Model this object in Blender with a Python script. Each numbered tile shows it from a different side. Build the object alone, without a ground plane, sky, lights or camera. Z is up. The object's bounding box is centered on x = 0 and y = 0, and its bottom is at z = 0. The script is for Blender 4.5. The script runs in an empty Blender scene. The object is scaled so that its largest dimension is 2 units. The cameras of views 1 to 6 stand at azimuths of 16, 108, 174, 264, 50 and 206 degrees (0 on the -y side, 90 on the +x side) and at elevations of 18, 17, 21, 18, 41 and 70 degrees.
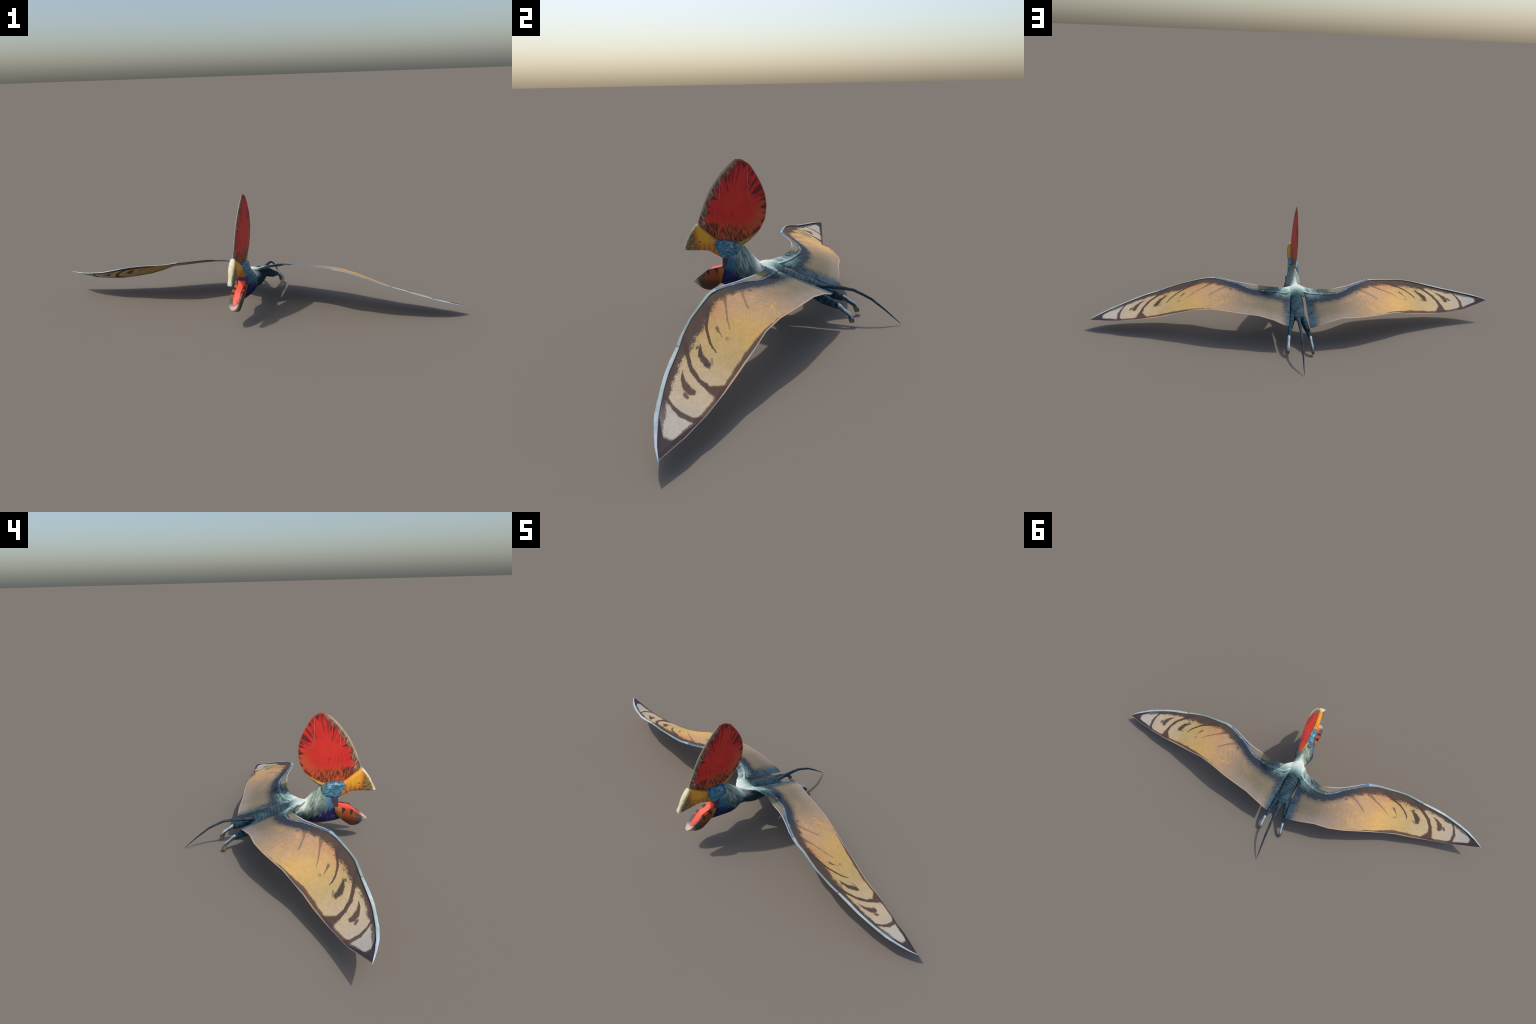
"""Crested pterosaur gliding low over the ground: wings spread, beak agape, tall sail-like head crest."""
import bpy, bmesh, math
import numpy as np
from mathutils import Vector
from mathutils.noise import noise as pnoise

# --------------------------------------------------------------------------- colour helpers
LIT = 1.14          # brightness of a level white surface on this set


def lin(c):
    return tuple((v / 255 / 12.92) if v / 255 <= 0.04045 else ((v / 255 + 0.055) / 1.055) ** 2.4 for v in c)


def rgb(r, g, b, lit=LIT):
    return tuple(min(0.95, v / lit) for v in lin((r, g, b))) + (1.0,)


# --------------------------------------------------------------------------- node writing helpers
class Net:
    """A material's node tree, written as expressions."""

    def __init__(self, name, rough=0.6, spec=0.3):
        self.mat = bpy.data.materials.new(name)
        self.mat.use_nodes = True
        self.t = self.mat.node_tree
        self.t.nodes.clear()
        self.out = self.t.nodes.new("ShaderNodeOutputMaterial")
        self.bsdf = self.t.nodes.new("ShaderNodeBsdfPrincipled")
        self.t.links.new(self.bsdf.outputs[0], self.out.inputs[0])
        self.bsdf.inputs["Roughness"].default_value = rough
        self.bsdf.inputs["Specular IOR Level"].default_value = spec
        tc = self.t.nodes.new("ShaderNodeTexCoord")
        self.pos = tc.outputs["Object"]
        sep = self.t.nodes.new("ShaderNodeSeparateXYZ")
        self.t.links.new(self.pos, sep.inputs[0])
        self.x, self.y, self.z = (Val(self, sep.outputs[i]) for i in range(3))

    def put(self, sock, v):
        if isinstance(v, Val):
            self.t.links.new(v.s, sock)
        elif isinstance(v, bpy.types.NodeSocket):
            self.t.links.new(v, sock)
        else:
            sock.default_value = v

    def math(self, op, a, b=None, c=None):
        n = self.t.nodes.new("ShaderNodeMath")
        n.operation = op
        for i, v in enumerate((a, b, c)):
            if v is not None:
                self.put(n.inputs[i], v)
        return Val(self, n.outputs[0])

    def step(self, e0, e1, x):
        """smooth step from 0 at e0 to 1 at e1 (e0 may exceed e1)"""
        n = self.t.nodes.new("ShaderNodeMapRange")
        n.interpolation_type = "SMOOTHSTEP"
        if not isinstance(e0, Val) and not isinstance(e1, Val) and e0 > e1:
            return 1 - self.step(e1, e0, x)
        self.put(n.inputs["Value"], x)
        self.put(n.inputs["From Min"], e0)
        self.put(n.inputs["From Max"], e1)
        return Val(self, n.outputs["Result"])

    def vec(self, x, y, z):
        n = self.t.nodes.new("ShaderNodeCombineXYZ")
        for i, v in enumerate((x, y, z)):
            self.put(n.inputs[i], v)
        return n.outputs[0]

    def noise(self, scale, detail=3.0, rough=0.55, vec=None, dist=0.0):
        n = self.t.nodes.new("ShaderNodeTexNoise")
        self.t.links.new(vec if vec is not None else self.pos, n.inputs["Vector"])
        n.inputs["Scale"].default_value = scale
        n.inputs["Detail"].default_value = detail
        n.inputs["Roughness"].default_value = rough
        n.inputs["Distortion"].default_value = dist
        return Val(self, n.outputs[0])

    def curve(self, x, pts):
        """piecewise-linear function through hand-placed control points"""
        pts = sorted(pts)
        xs, ys = [p[0] for p in pts], [p[1] for p in pts]
        x0, x1, y0, y1 = xs[0], xs[-1], min(ys), max(ys)
        if y1 - y0 < 1e-9:
            y1 = y0 + 1e-6
        n = self.t.nodes.new("ShaderNodeFloatCurve")
        cm = n.mapping
        cv = cm.curves[0]
        q = [((a - x0) / (x1 - x0), (b - y0) / (y1 - y0)) for a, b in pts]
        cv.points[0].location = q[0]
        cv.points[1].location = q[-1]
        for a in q[1:-1]:
            cv.points.new(*a)
        for p in cv.points:
            p.handle_type = "VECTOR"
        cm.update()
        u = (x - x0) * (1.0 / (x1 - x0))
        u = self.math("MINIMUM", self.math("MAXIMUM", u, 0.0), 1.0)
        self.put(n.inputs["Value"], u)
        return Val(self, n.outputs[0]) * (y1 - y0) + y0

    def ramp(self, x, stops, kind="LINEAR"):
        n = self.t.nodes.new("ShaderNodeValToRGB")
        n.color_ramp.interpolation = kind
        el = n.color_ramp.elements
        while len(el) > 1:
            el.remove(el[-1])
        el[0].position, el[0].color = stops[0]
        for p, c in stops[1:]:
            e = el.new(p)
            e.color = c
        self.put(n.inputs[0], x)
        return n.outputs[0]

    def mix(self, f, a, b, kind="MIX"):
        n = self.t.nodes.new("ShaderNodeMix")
        n.data_type = "RGBA"
        n.blend_type = kind
        self.put(n.inputs[0], f)
        for i, v in ((6, a), (7, b)):
            if isinstance(v, tuple):
                n.inputs[i].default_value = v
            else:
                self.t.links.new(v, n.inputs[i])
        return n.outputs[2]

    def shade(self, col, fac):
        """multiply a colour by a scalar"""
        n = self.t.nodes.new("ShaderNodeVectorMath")
        n.operation = "SCALE"
        if isinstance(col, tuple):
            n.inputs[0].default_value = col[:3]
        else:
            self.t.links.new(col, n.inputs[0])
        self.put(n.inputs["Scale"], fac)
        return n.outputs[0]

    def blob(self, a, b, a0, b0, ra, rb, soft=0.35):
        """soft spot at (a0, b0) in two coordinates"""
        r = self.math("SQRT", ((a - a0) * (1 / ra)) ** 2 + ((b - b0) * (1 / rb)) ** 2)
        return self.step(1 + soft, 1 - soft, r)

    def finish(self, col, bump=None, strength=0.3, dist=0.002, rough=None):
        self.t.links.new(col, self.bsdf.inputs["Base Color"])
        if bump is not None:
            n = self.t.nodes.new("ShaderNodeBump")
            n.inputs["Strength"].default_value = strength
            n.inputs["Distance"].default_value = dist
            self.put(n.inputs["Height"], bump)
            self.t.links.new(n.outputs[0], self.bsdf.inputs["Normal"])
        return self.mat


class Val:
    def __init__(self, net, s):
        self.n, self.s = net, s

    def __add__(self, o): return self.n.math("ADD", self, o)
    __radd__ = __add__
    def __sub__(self, o): return self.n.math("SUBTRACT", self, o)
    def __rsub__(self, o): return self.n.math("SUBTRACT", o, self)
    def __mul__(self, o): return self.n.math("MULTIPLY", self, o)
    __rmul__ = __mul__
    def __truediv__(self, o): return self.n.math("DIVIDE", self, o)
    def __pow__(self, o): return self.n.math("POWER", self.n.math("ABSOLUTE", self), o)
    def __abs__(self): return self.n.math("ABSOLUTE", self)


def vmax(a, b): return a.n.math("MAXIMUM", a, b)
def vmin(a, b): return a.n.math("MINIMUM", a, b)


# --------------------------------------------------------------------------- wing outlines (x, y, z)
LEFT_LEAD = [(.028, -.095, .188), (.07, -.062, .193), (.10, -.055, .200), (.145, -.052, .205), (.177, -.060, .206), (.208, -.067, .208), (.24, -.072, .212),
             (.271, -.080, .215), (.302, -.091, .216), (.333, -.104, .218), (.364, -.118, .220), (.40, -.131, .221), (.435, -.136, .217), (.472, -.136, .211),
             (.516, -.139, .198), (.559, -.141, .186), (.63, -.136, .165), (.67, -.129, .152), (.723, -.123, .138), (.769, -.116, .123), (.811, -.106, .109),
             (.852, -.095, .095), (.889, -.084, .083), (.930, -.064, .069), (.966, -.044, .057), (.998, -.020, .044)]
LEFT_TRAIL = [(.028, .180, .110), (.059, .177, .112), (.129, .164, .130), (.196, .143, .142), (.266, .129, .146), (.337, .114, .150), (.415, .091, .151),
              (.492, .070, .139), (.575, .059, .115), (.661, .045, .089), (.745, .036, .074), (.829, .023, .060), (.864, .013, .053), (.913, .005, .050), (.998, -.020, .044)]
RIGHT_LEAD = [(-.034, -.090, .188), (-.054, -.062, .192), (-.083, -.047, .195), (-.112, -.038, .198), (-.144, -.027, .202), (-.174, -.034, .205),
              (-.204, -.042, .208), (-.233, -.052, .210), (-.26, -.066, .210), (-.286, -.083, .211), (-.312, -.10, .211), (-.337, -.118, .211),
              (-.365, -.135, .211), (-.413, -.149, .203), (-.461, -.157, .198), (-.512, -.164, .194), (-.563, -.170, .188), (-.611, -.169, .180),
              (-.66, -.168, .169), (-.713, -.170, .156), (-.767, -.168, .143), (-.816, -.160, .135), (-.865, -.151, .127), (-.913, -.136, .121),
              (-.957, -.115, .116), (-1.0, -.089, .108)]
RIGHT_TRAIL = [(-.034, .178, .098), (-.06, .177, .104), (-.12, .170, .122), (-.191, .154, .134), (-.264, .145, .132), (-.334, .124, .128), (-.402, .096, .123),
               (-.47, .068, .118), (-.527, .042, .098), (-.585, .019, .083), (-.657, .0, .071), (-.729, -.021, .064), (-.80, -.040, .064), (-.873, -.057, .071),
               (-.935, -.073, .089), (-1.0, -.089, .108)]
# right wing: span position on the right wing -> matching span position on the left one (the pose bends them differently)
RIGHT_SPAN = [(0, 0), (.034, .03), (.145, .155), (.235, .27), (.365, .40), (.55, .572), (.648, .669), (.78, .785), (.86, .86), (1.0, .998)]
ARM_FRONT = [(.03, .06), (.07, .08), (.12, .10), (.17, .117), (.22, .15), (.26, .10), (.29, .035), (.35, .036), (.41, .033), (1, .0)]
ARM_REAR = [(.03, .28), (.09, .296), (.14, .285), (.18, .276), (.23, .265), (.27, .20), (.30, .13), (.35, .113), (.41, .08), (1, .05)]


def polyline(pts, ax):
    a = np.array(sorted(pts, key=lambda p: abs(p[0])))
    return np.interp(ax, abs(a[:, 0]), a[:, 1]), np.interp(ax, abs(a[:, 0]), a[:, 2])


def table(pts, v):
    a = np.array(sorted(pts))
    return float(np.interp(v, a[:, 0], a[:, 1]))


def wing_point(side, ax, t):
    lead, trail = (LEFT_LEAD, LEFT_TRAIL) if side > 0 else (RIGHT_LEAD, RIGHT_TRAIL)
    (yl, zl), (yt, zt) = polyline(lead, ax), polyline(trail, ax)
    if side > 0:
        zl, zt = zl - 0.0015, zt + 0.0015 * min(1.0, max(0.0, (1 - ax) * 20))
    else:
        zl += table([(0, -.0015), (.10, -.003), (.18, -.005), (.30, -.005), (.365, -.0045), (.46, -.003), (.55, -.001), (1, -.0005)], ax)
        zt += table([(0, -.0005), (.40, -.0008), (.50, .0018), (.60, .003), (.80, .003), (.92, .0015), (1, 0)], ax)
    camber = 0.0
    return Vector((side * ax, yl + (yt - yl) * t, zl + (zt - zl) * t + camber * 4 * t * (1 - t)))


# --------------------------------------------------------------------------- mesh helpers
root = bpy.data.objects.new("crested_pterosaur", None)
bpy.context.scene.collection.objects.link(root)
root.empty_display_size = 0.1
root["label"] = "crested pterosaur with spread wings and tall red crest"
root["category"] = "flying reptile"


def make(name, verts, faces, mat, parent=root, smooth=True, angle=None):
    me = bpy.data.meshes.new(name)
    me.from_pydata([tuple(v) for v in verts], [], faces)
    me.validate()
    bm = bmesh.new()
    bm.from_mesh(me)
    bmesh.ops.remove_doubles(bm, verts=bm.verts, dist=1e-6)
    bmesh.ops.recalc_face_normals(bm, faces=bm.faces)
    bm.to_mesh(me)
    bm.free()
    me.materials.append(mat)
    ob = bpy.data.objects.new(name, me)
    bpy.context.scene.collection.objects.link(ob)
    ob.parent = parent
    for p in me.polygons:
        p.use_smooth = smooth
    if smooth and angle:
        me.set_sharp_from_angle(angle=math.radians(angle))
    return ob


def loft(rings, cap=True):
    """quads between rings of equal vertex count"""
    n = len(rings[0])
    verts = [v for r in rings for v in r]
    faces = []
    for i in range(len(rings) - 1):
        for j in range(n):
            k = (j + 1) % n
            faces.append((i * n + j, i * n + k, (i + 1) * n + k, (i + 1) * n + j))
    if cap:
        faces.append(tuple(range(n)))
        faces.append(tuple((len(rings) - 1) * n + j for j in range(n)))
    return verts, faces


def smooth_rows(rows, n):
    """Catmull-Rom resample of rows of numbers"""
    a = np.array(rows, float)
    a = np.vstack([2 * a[0] - a[1], a, 2 * a[-1] - a[-2]])
    out = []
    for i in range(1, len(a) - 2):
        for k in range(n):
            u = k / n
            p0, p1, p2, p3 = a[i - 1], a[i], a[i + 1], a[i + 2]
            out.append(0.5 * (2 * p1 + (p2 - p0) * u + (2 * p0 - 5 * p1 + 4 * p2 - p3) * u * u + (3 * p1 - p0 - 3 * p2 + p3) * u ** 3))
    out.append(a[-2])
    return out


def tube(path, nseg=10, sub=3):
    """path rows: x, y, z, half-width (sideways), half-height (upwards)"""
    rows = smooth_rows(path, sub) if sub > 1 else [np.array(r, float) for r in path]
    rings = []
    for i, r in enumerate(rows):
        d = rows[min(i + 1, len(rows) - 1)][:3] - rows[max(i - 1, 0)][:3]
        d = Vector(d).normalized()
        side = d.cross(Vector((0, 0, 1)))
        if side.length < 1e-4:
            side = Vector((1, 0, 0))
        side.normalize()
        up = side.cross(d).normalized()
        c = Vector(r[:3])
        rings.append([c + side * (max(r[3], 2e-4) * math.cos(a)) + up * (max(r[4], 2e-4) * math.sin(a)) for a in (2 * math.pi * j / nseg for j in range(nseg))])
    return loft(rings)


# --------------------------------------------------------------------------- materials
def wing_material(side):
    m = Net("wing_membrane_skin", rough=0.85, spec=0.08)
    lead, trail = (LEFT_LEAD, LEFT_TRAIL) if side > 0 else (RIGHT_LEAD, RIGHT_TRAIL)
    ax = abs(m.x)
    yl = m.curve(ax, [(abs(p[0]), p[1]) for p in lead])
    yt = m.curve(ax, [(abs(p[0]), p[1]) for p in trail])
    s = ax if side > 0 else m.curve(ax, RIGHT_SPAN)
    dl = m.y - yl
    t = dl / vmax(yt - yl, 0.002)
    dt = yt - m.y
    mirror = m.vec(s, m.y, t * 0.2)                      # the same grain on both wings
    n1 = m.noise(38, 4, 0.6, mirror) - 0.5
    n2 = m.noise(150, 3, 0.6, mirror) - 0.5
    n3 = m.noise(9, 2, 0.5, mirror) - 0.5
    fine = m.noise(330, 2, 0.6, mirror) - 0.5
    sj = s + n1 * 0.012 + n2 * 0.007
    tj = t + n1 * 0.10 + n2 * 0.10
    # membrane ground colour along the span
    C = rgb
    base = m.ramp(s + n3 * 0.05, [(0.04, C(136, 126, 106)), (0.18, C(140, 128, 106)), (0.26, C(158, 140, 116)), (0.34, C(186, 156, 124)), (0.42, C(208, 170, 124)),
                                  (0.50, C(230, 185, 116)), (0.57, C(222, 184, 118)), (0.64, C(215, 184, 128)), (0.74, C(219, 192, 152)), (0.82, C(218, 197, 166)), (0.88, C(206, 197, 182)), (1.0, C(205, 195, 180))])
    # warm patches and grain
    warm = m.step(0.05, 0.35, n3 + n1 * 0.5) * m.step(0.2, 0.3, s) * m.step(0.66, 0.5, s)
    base = m.mix(warm * 0.5, base, C(236, 176, 98))
    pink = m.blob(s, t, 0.45, 0.35, 0.10, 0.18, 0.6)
    base = m.mix(pink * 0.4, base, C(214, 165, 130))
    grey_rim = m.step(0.68, 0.95, t) * m.step(0.36, 0.24, s)
    base = m.mix(grey_rim * 0.5, base, C(176, 162, 152))
    base = m.shade(base, 0.97 + n1 * 0.32 + n2 * 0.30 + fine * 0.5)
    col = base
    halo = m.step(0.42, 0.16, t + n1 * 0.15) * m.step(0.40, 0.46, s) * m.step(0.64, 0.54, s)
    col = m.mix(halo * 0.6, col, C(206, 146, 100))
    brown, dark, slate = C(102, 74, 68), C(76, 64, 60), C(60, 68, 78)

    # fine veins in the inner membrane
    q = s + t * 0.03 + (m.noise(14, 2, 0.5, mirror) - 0.5) * 0.06
    wave = abs(m.math("FRACT", q * 46.0) - 0.5)
    vein = m.step(0.07, 0.0, wave) * m.step(-0.12, 0.08, n3 + n1 * 0.9) * m.step(0.12, 0.18, s) * m.step(0.44, 0.36, s) * m.step(0.36, 0.46, t) * m.step(0.94, 0.84, t)
    q2 = t + (m.noise(20, 2, 0.5, mirror) - 0.5) * 0.3
    wave2 = abs(m.math("FRACT", q2 * 5.0) - 0.5)
    vein2 = m.step(0.03, 0.0, wave2) * m.step(0.05, 0.2, n3 + n2 * 0.5) * m.step(0.2, 0.26, s) * m.step(0.44, 0.36, s) * m.step(0.4, 0.5, t) * m.step(0.9, 0.8, t)
    col = m.mix(vmax(vein, vein2) * 0.6, col, C(128, 96, 74))

    # dark curved stripes across the membrane: centre line s(t), half width, span of t
    def stroke(centre, width, t0, t1, jag=1.0):
        c, w = m.curve(t, [(b, a) for a, b in centre]), m.curve(t, width)
        d = abs(s + (n1 * 0.010 + n2 * 0.008) * jag - c) / w
        tt = t + n2 * 0.05
        return m.step(1.3, 0.7, d) * m.step(t0 - 0.015, t0 + 0.015, tt) * m.step(t1 + 0.015, t1 - 0.015, tt)

    marks = [
        (stroke([(.828, .10), (.835, .2), (.848, .36), (.857, .55), (.857, .83), (.85, .95)], [(0, .009), (.3, .005), (.55, .0075), (.8, .007), (.95, .012)], .05, 1.0, 0.5), 0.92, brown),
        (stroke([(.64, .08), (.668, .17), (.695, .26), (.718, .355), (.742, .56), (.752, .75), (.746, .93)], [(0, .016), (.2, .012), (.4, .009), (.57, .007), (.75, .010), (.88, .020), (1, .034)], .05, 1.0), 0.95, brown),
        (stroke([(.50, .14), (.52, .19), (.562, .27), (.577, .31), (.604, .40), (.620, .48), (.630, .56)], [(0, .02), (.2, .013), (.32, .007), (.45, .005), (.56, .0015)], .08, .57), 0.92, dark),
        (stroke([(.737, .25), (.752, .28), (.774, .375), (.784, .51), (.783, .62)], [(.2, .002), (.28, .009), (.4, .0135), (.55, .011), (.62, .006)], .255, .61, 0.6), 0.93, brown),
        (stroke([(.797, .41), (.806, .55)], [(.4, .004), (.48, .007), (.55, .005)], .42, .55, 0.5), 0.85, brown),
        (stroke([(.632, .31), (.655, .36), (.671, .44), (.686, .61)], [(.3, .006), (.36, .014), (.45, .013), (.6, .008)], .315, .60, 1.5), 0.93, dark),
        (stroke([(.655, .52), (.675, .62)], [(.5, .002), (.57, .008), (.62, .003)], .54, .62, 1.5), 0.5, brown),
        (stroke([(.546, .37), (.556, .43), (.578, .55)], [(.35, .007), (.43, .006), (.47, .0025), (.55, .0012)], .38, .54, 1.2), 0.75, dark),
        (stroke([(.42, .20), (.428, .24), (.452, .306), (.473, .36), (.506, .457), (.540, .575)], [(.2, .016), (.26, .010), (.34, .006), (.46, .0035), (.57, .002)], .18, .57), 0.55, dark),
        (stroke([(.34, .22), (.353, .275), (.378, .37), (.402, .47), (.430, .59)], [(.2, .016), (.28, .009), (.4, .004), (.55, .0045), (.6, .002)], .20, .60), 0.45, slate),
        (m.blob(s + n2 * 0.01, t + n2 * 0.05, .325, .30, .006, .026, 0.4), 0.7, slate),
        (m.blob(s + n2 * 0.01, t + n2 * 0.05, .572, .60, .006, .03, 0.5), 0.35, slate),
        (m.blob(s + n2 * 0.01, t + n2 * 0.05, .644, .295, .008, .02, 0.3), 0.85, dark),
    ]
    for mask, k, c in marks:
        col = m.mix(mask * k, col, m.shade(m.mix(m.step(-0.12, 0.12, n1 + n2 * 0.5), c, C(86, 70, 64)), 1.0 + n1 * 0.3 + fine * 0.4))

    # dark band behind the leading edge, with a frayed, speckled rim
    edge = m.curve(s, [(.03, .36), (.10, .375), (.2, .375), (.24, .355), (.28, .29), (.31, .235), (.35, .23), (.39, .24), (.43, .19), (.47, .18), (.52, .205), (.55, .24),
                       (.59, .225), (.62, .22), (.655, .235), (.70, .165), (.76, .185), (.80, .21), (.84, .19), (.88, .27), (.92, .30), (1, .34)])
    fray = n1 * 0.16 + n2 * 0.22 + fine * 0.12
    band = m.step(edge + 0.035, edge - 0.035, t + fray * 0.8)
    band = m.math("MULTIPLY", 1.0, 1 - m.step(0.0, 0.07, t + fray * 0.75 - edge + 0.035))
    bandcol = m.mix(m.step(0.29, 0.42, s), slate, m.mix(m.step(0.8, 0.92, s), C(90, 76, 70), C(88, 80, 80)))
    col = m.mix(band * m.mix(m.step(0.78, 0.9, s), (0.97, 0.97, 0.97, 1), (0.75, 0.75, 0.75, 1)), col, m.shade(bandcol, 1.0 + n1 * 0.25 + fine * 0.35)) if False else m.mix(band * (0.96 - 0.2 * m.step(0.84, 0.9, s)), col, m.shade(bandcol, 1.0 + n1 * 0.25 + fine * 0.35))
    # soft smoky shade behind the arm
    smoke = m.step(0.14, 0.0, t - edge) * m.step(0.40, 0.30, s)
    col = m.mix(smoke * 0.45, col, slate)
    # dark band along the trailing edge and the pale rim outside it
    bw = m.curve(s, [(0, 0), (.27, 0.0), (.32, .004), (.42, .006), (.50, .009), (.58, .017), (.66, .016), (.72, .012), (.80, .011), (.88, .014), (1, .014)])
    tb = m.step(0.003, -0.003, dt + n1 * 0.010 + n2 * 0.005 - bw)
    col = m.mix(tb * m.step(0.26, 0.34, s) * 0.9, col, m.mix(m.step(0.35, 0.5, s), C(88, 86, 92), m.shade(brown, 0.95 + fine * 0.5)))
    # dark wing tip
    tip = m.curve(t, [(0, .87), (.12, .885), (.25, .918), (.39, .934), (.65, .934), (.77, .929), (.86, .905), (.93, .872), (1.0, .84)])
    tipm = m.step(-0.006, 0.006, s + n2 * 0.012 - tip)
    col = m.mix(tipm * 0.97, col, m.shade(C(70, 62, 66), 1.0 + n1 * 0.3))
    rw = m.curve(s, [(0, .004), (.2, .006), (.4, .0045), (.55, .0022), (.62, .0045), (.70, .004), (.78, .0015), (1, .0012)])
    rim = m.step(0.0008, -0.0008, dt + n2 * 0.001 - rw)
    col = m.mix(rim * m.curve(s, [(0, .35), (.2, .45), (.4, .85), (1, .85)]), col, m.ramp(s + n1 * 0.08, [(0.0, C(205, 175, 150)), (0.45, C(228, 190, 148)), (0.55, C(200, 200, 205)), (0.66, C(232, 192, 135)), (0.8, C(190, 185, 185)), (1.0, C(180, 160, 140))]))
    # membrane in front of the arm
    af = m.curve(s, ARM_FRONT)
    prop = m.step(0.012, -0.012, t - af) * m.step(0.41, 0.39, s)
    pcol = m.ramp(s + n1 * 0.03, [(0.03, C(140, 140, 122)), (0.16, C(140, 138, 100)), (0.22, C(150, 135, 112)), (0.30, C(132, 124, 116)), (0.40, C(110, 118, 122))])
    col = m.mix(prop, col, m.shade(pcol, 1.0 + n1 * 0.3))
    lip = m.step(0.0042, 0.0025, dl) * m.step(0.17, 0.22, s)
    col = m.mix(lip * 0.9, col, m.mix(m.step(0.36, 0.395, s), C(205, 212, 226), C(110, 160, 220)))
    # root: scaly blue-teal skin along the flank, pale fur near the shoulder
    rootm = m.step(0.100, 0.052, ax + n1 * 0.03 - m.step(0.45, 0.1, t) * 0.07)
    scale = m.noise(85, 3, 0.6, mirror)
    rc = m.mix(m.step(0.35, 0.65, scale), C(42, 52, 62), C(66, 88, 98))
    col = m.mix(rootm * 0.95, col, rc)
    strip = m.step(0.05, 0.8, t) * m.step(0.016, 0.006, ax - 0.035 - t * 0.028)
    col = m.mix(strip * 0.5 * m.step(-0.2, 0.2, n3 + n1 * 1.5), col, C(80, 118, 142))
    fur = m.step(0.16, 0.05, ax + n2 * 0.05 + n1 * 0.04) * m.step(0.33, 0.16, t + n2 * 0.25)
    fspot = m.step(0.5, 0.62, m.noise(110, 2, 0.5, mirror))
    fc = m.mix(fspot * m.step(0.06, 0.10, ax), C(150, 182, 172), C(58, 74, 70))
    fc = m.mix(m.step(0.09, 0.04, ax) * m.step(0.2, 0.05, t), fc, C(226, 234, 224))
    col = m.mix(fur * 0.9, col, fc)
    return m.finish(col, n2 + fine * 0.6, 0.25, 0.001)


def finger_material():
    m = Net("wing_finger_skin", rough=0.7, spec=0.15)
    ax = abs(m.x)
    n1 = m.noise(60, 3) - 0.5
    n2 = m.noise(220, 2) - 0.5
    C = rgb
    col = m.ramp(ax + n1 * 0.05, [(0.36, C(150, 172, 178)), (0.46, C(150, 172, 168)), (0.6, C(140, 160, 156)), (0.66, C(176, 188, 184)), (0.74, C(200, 210, 208)), (0.84, C(176, 194, 194)), (0.93, C(186, 200, 208)), (1.0, C(214, 214, 226))])
    stain = m.step(0.0, 0.25, m.noise(24, 2) - 0.42)
    col = m.mix(stain * 0.35, col, C(120, 144, 142))
    blue = m.step(0.010, 0.003, abs(ax - 0.392 + m.step(0.0, -0.01, m.x) * 0.028) + n1 * 0.01)
    col = m.mix(vmin(blue, 1.0) * 0.55, col, C(108, 160, 222))
    joint = m.step(0.004, 0.0015, abs(ax - 0.669)) * m.step(0.0, 0.01, m.x) + m.step(0.003, 0.0015, abs(ax - 0.648)) * m.step(0.0, -0.01, m.x)
    col = m.mix(vmin(joint, 1.0) * 0.8, col, C(84, 100, 96))
    return m.finish(m.shade(col, 1.08 + n1 * 0.3 + n2 * 0.25), n2, 0.2, 0.001)


def arm_material():
    m = Net("arm_skin", rough=0.75, spec=0.12)
    ax = abs(m.x)
    n1 = m.noise(55, 3) - 0.5
    n2 = m.noise(180, 3) - 0.5
    C = rgb
    col = m.ramp(ax + n1 * 0.04, [(0.03, C(206, 220, 212)), (0.07, C(160, 184, 178)), (0.12, C(98, 120, 126)), (0.18, C(84, 106, 118)), (0.25, C(108, 128, 140)), (0.33, C(98, 120, 132)), (0.40, C(120, 144, 152))])
    pale = m.step(0.02, 0.2, n1 + n2 * 0.4)
    col = m.mix(pale * 0.5, col, C(190, 206, 216))
    spots = m.step(0.55, 0.68, m.noise(120, 2)) * m.step(0.24, 0.14, ax) * m.step(0.04, 0.08, ax)
    col = m.mix(spots * 0.8, col, C(46, 64, 68))
    return m.finish(m.shade(col, 1.0 + n2 * 0.35), n2, 0.3, 0.001)


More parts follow.
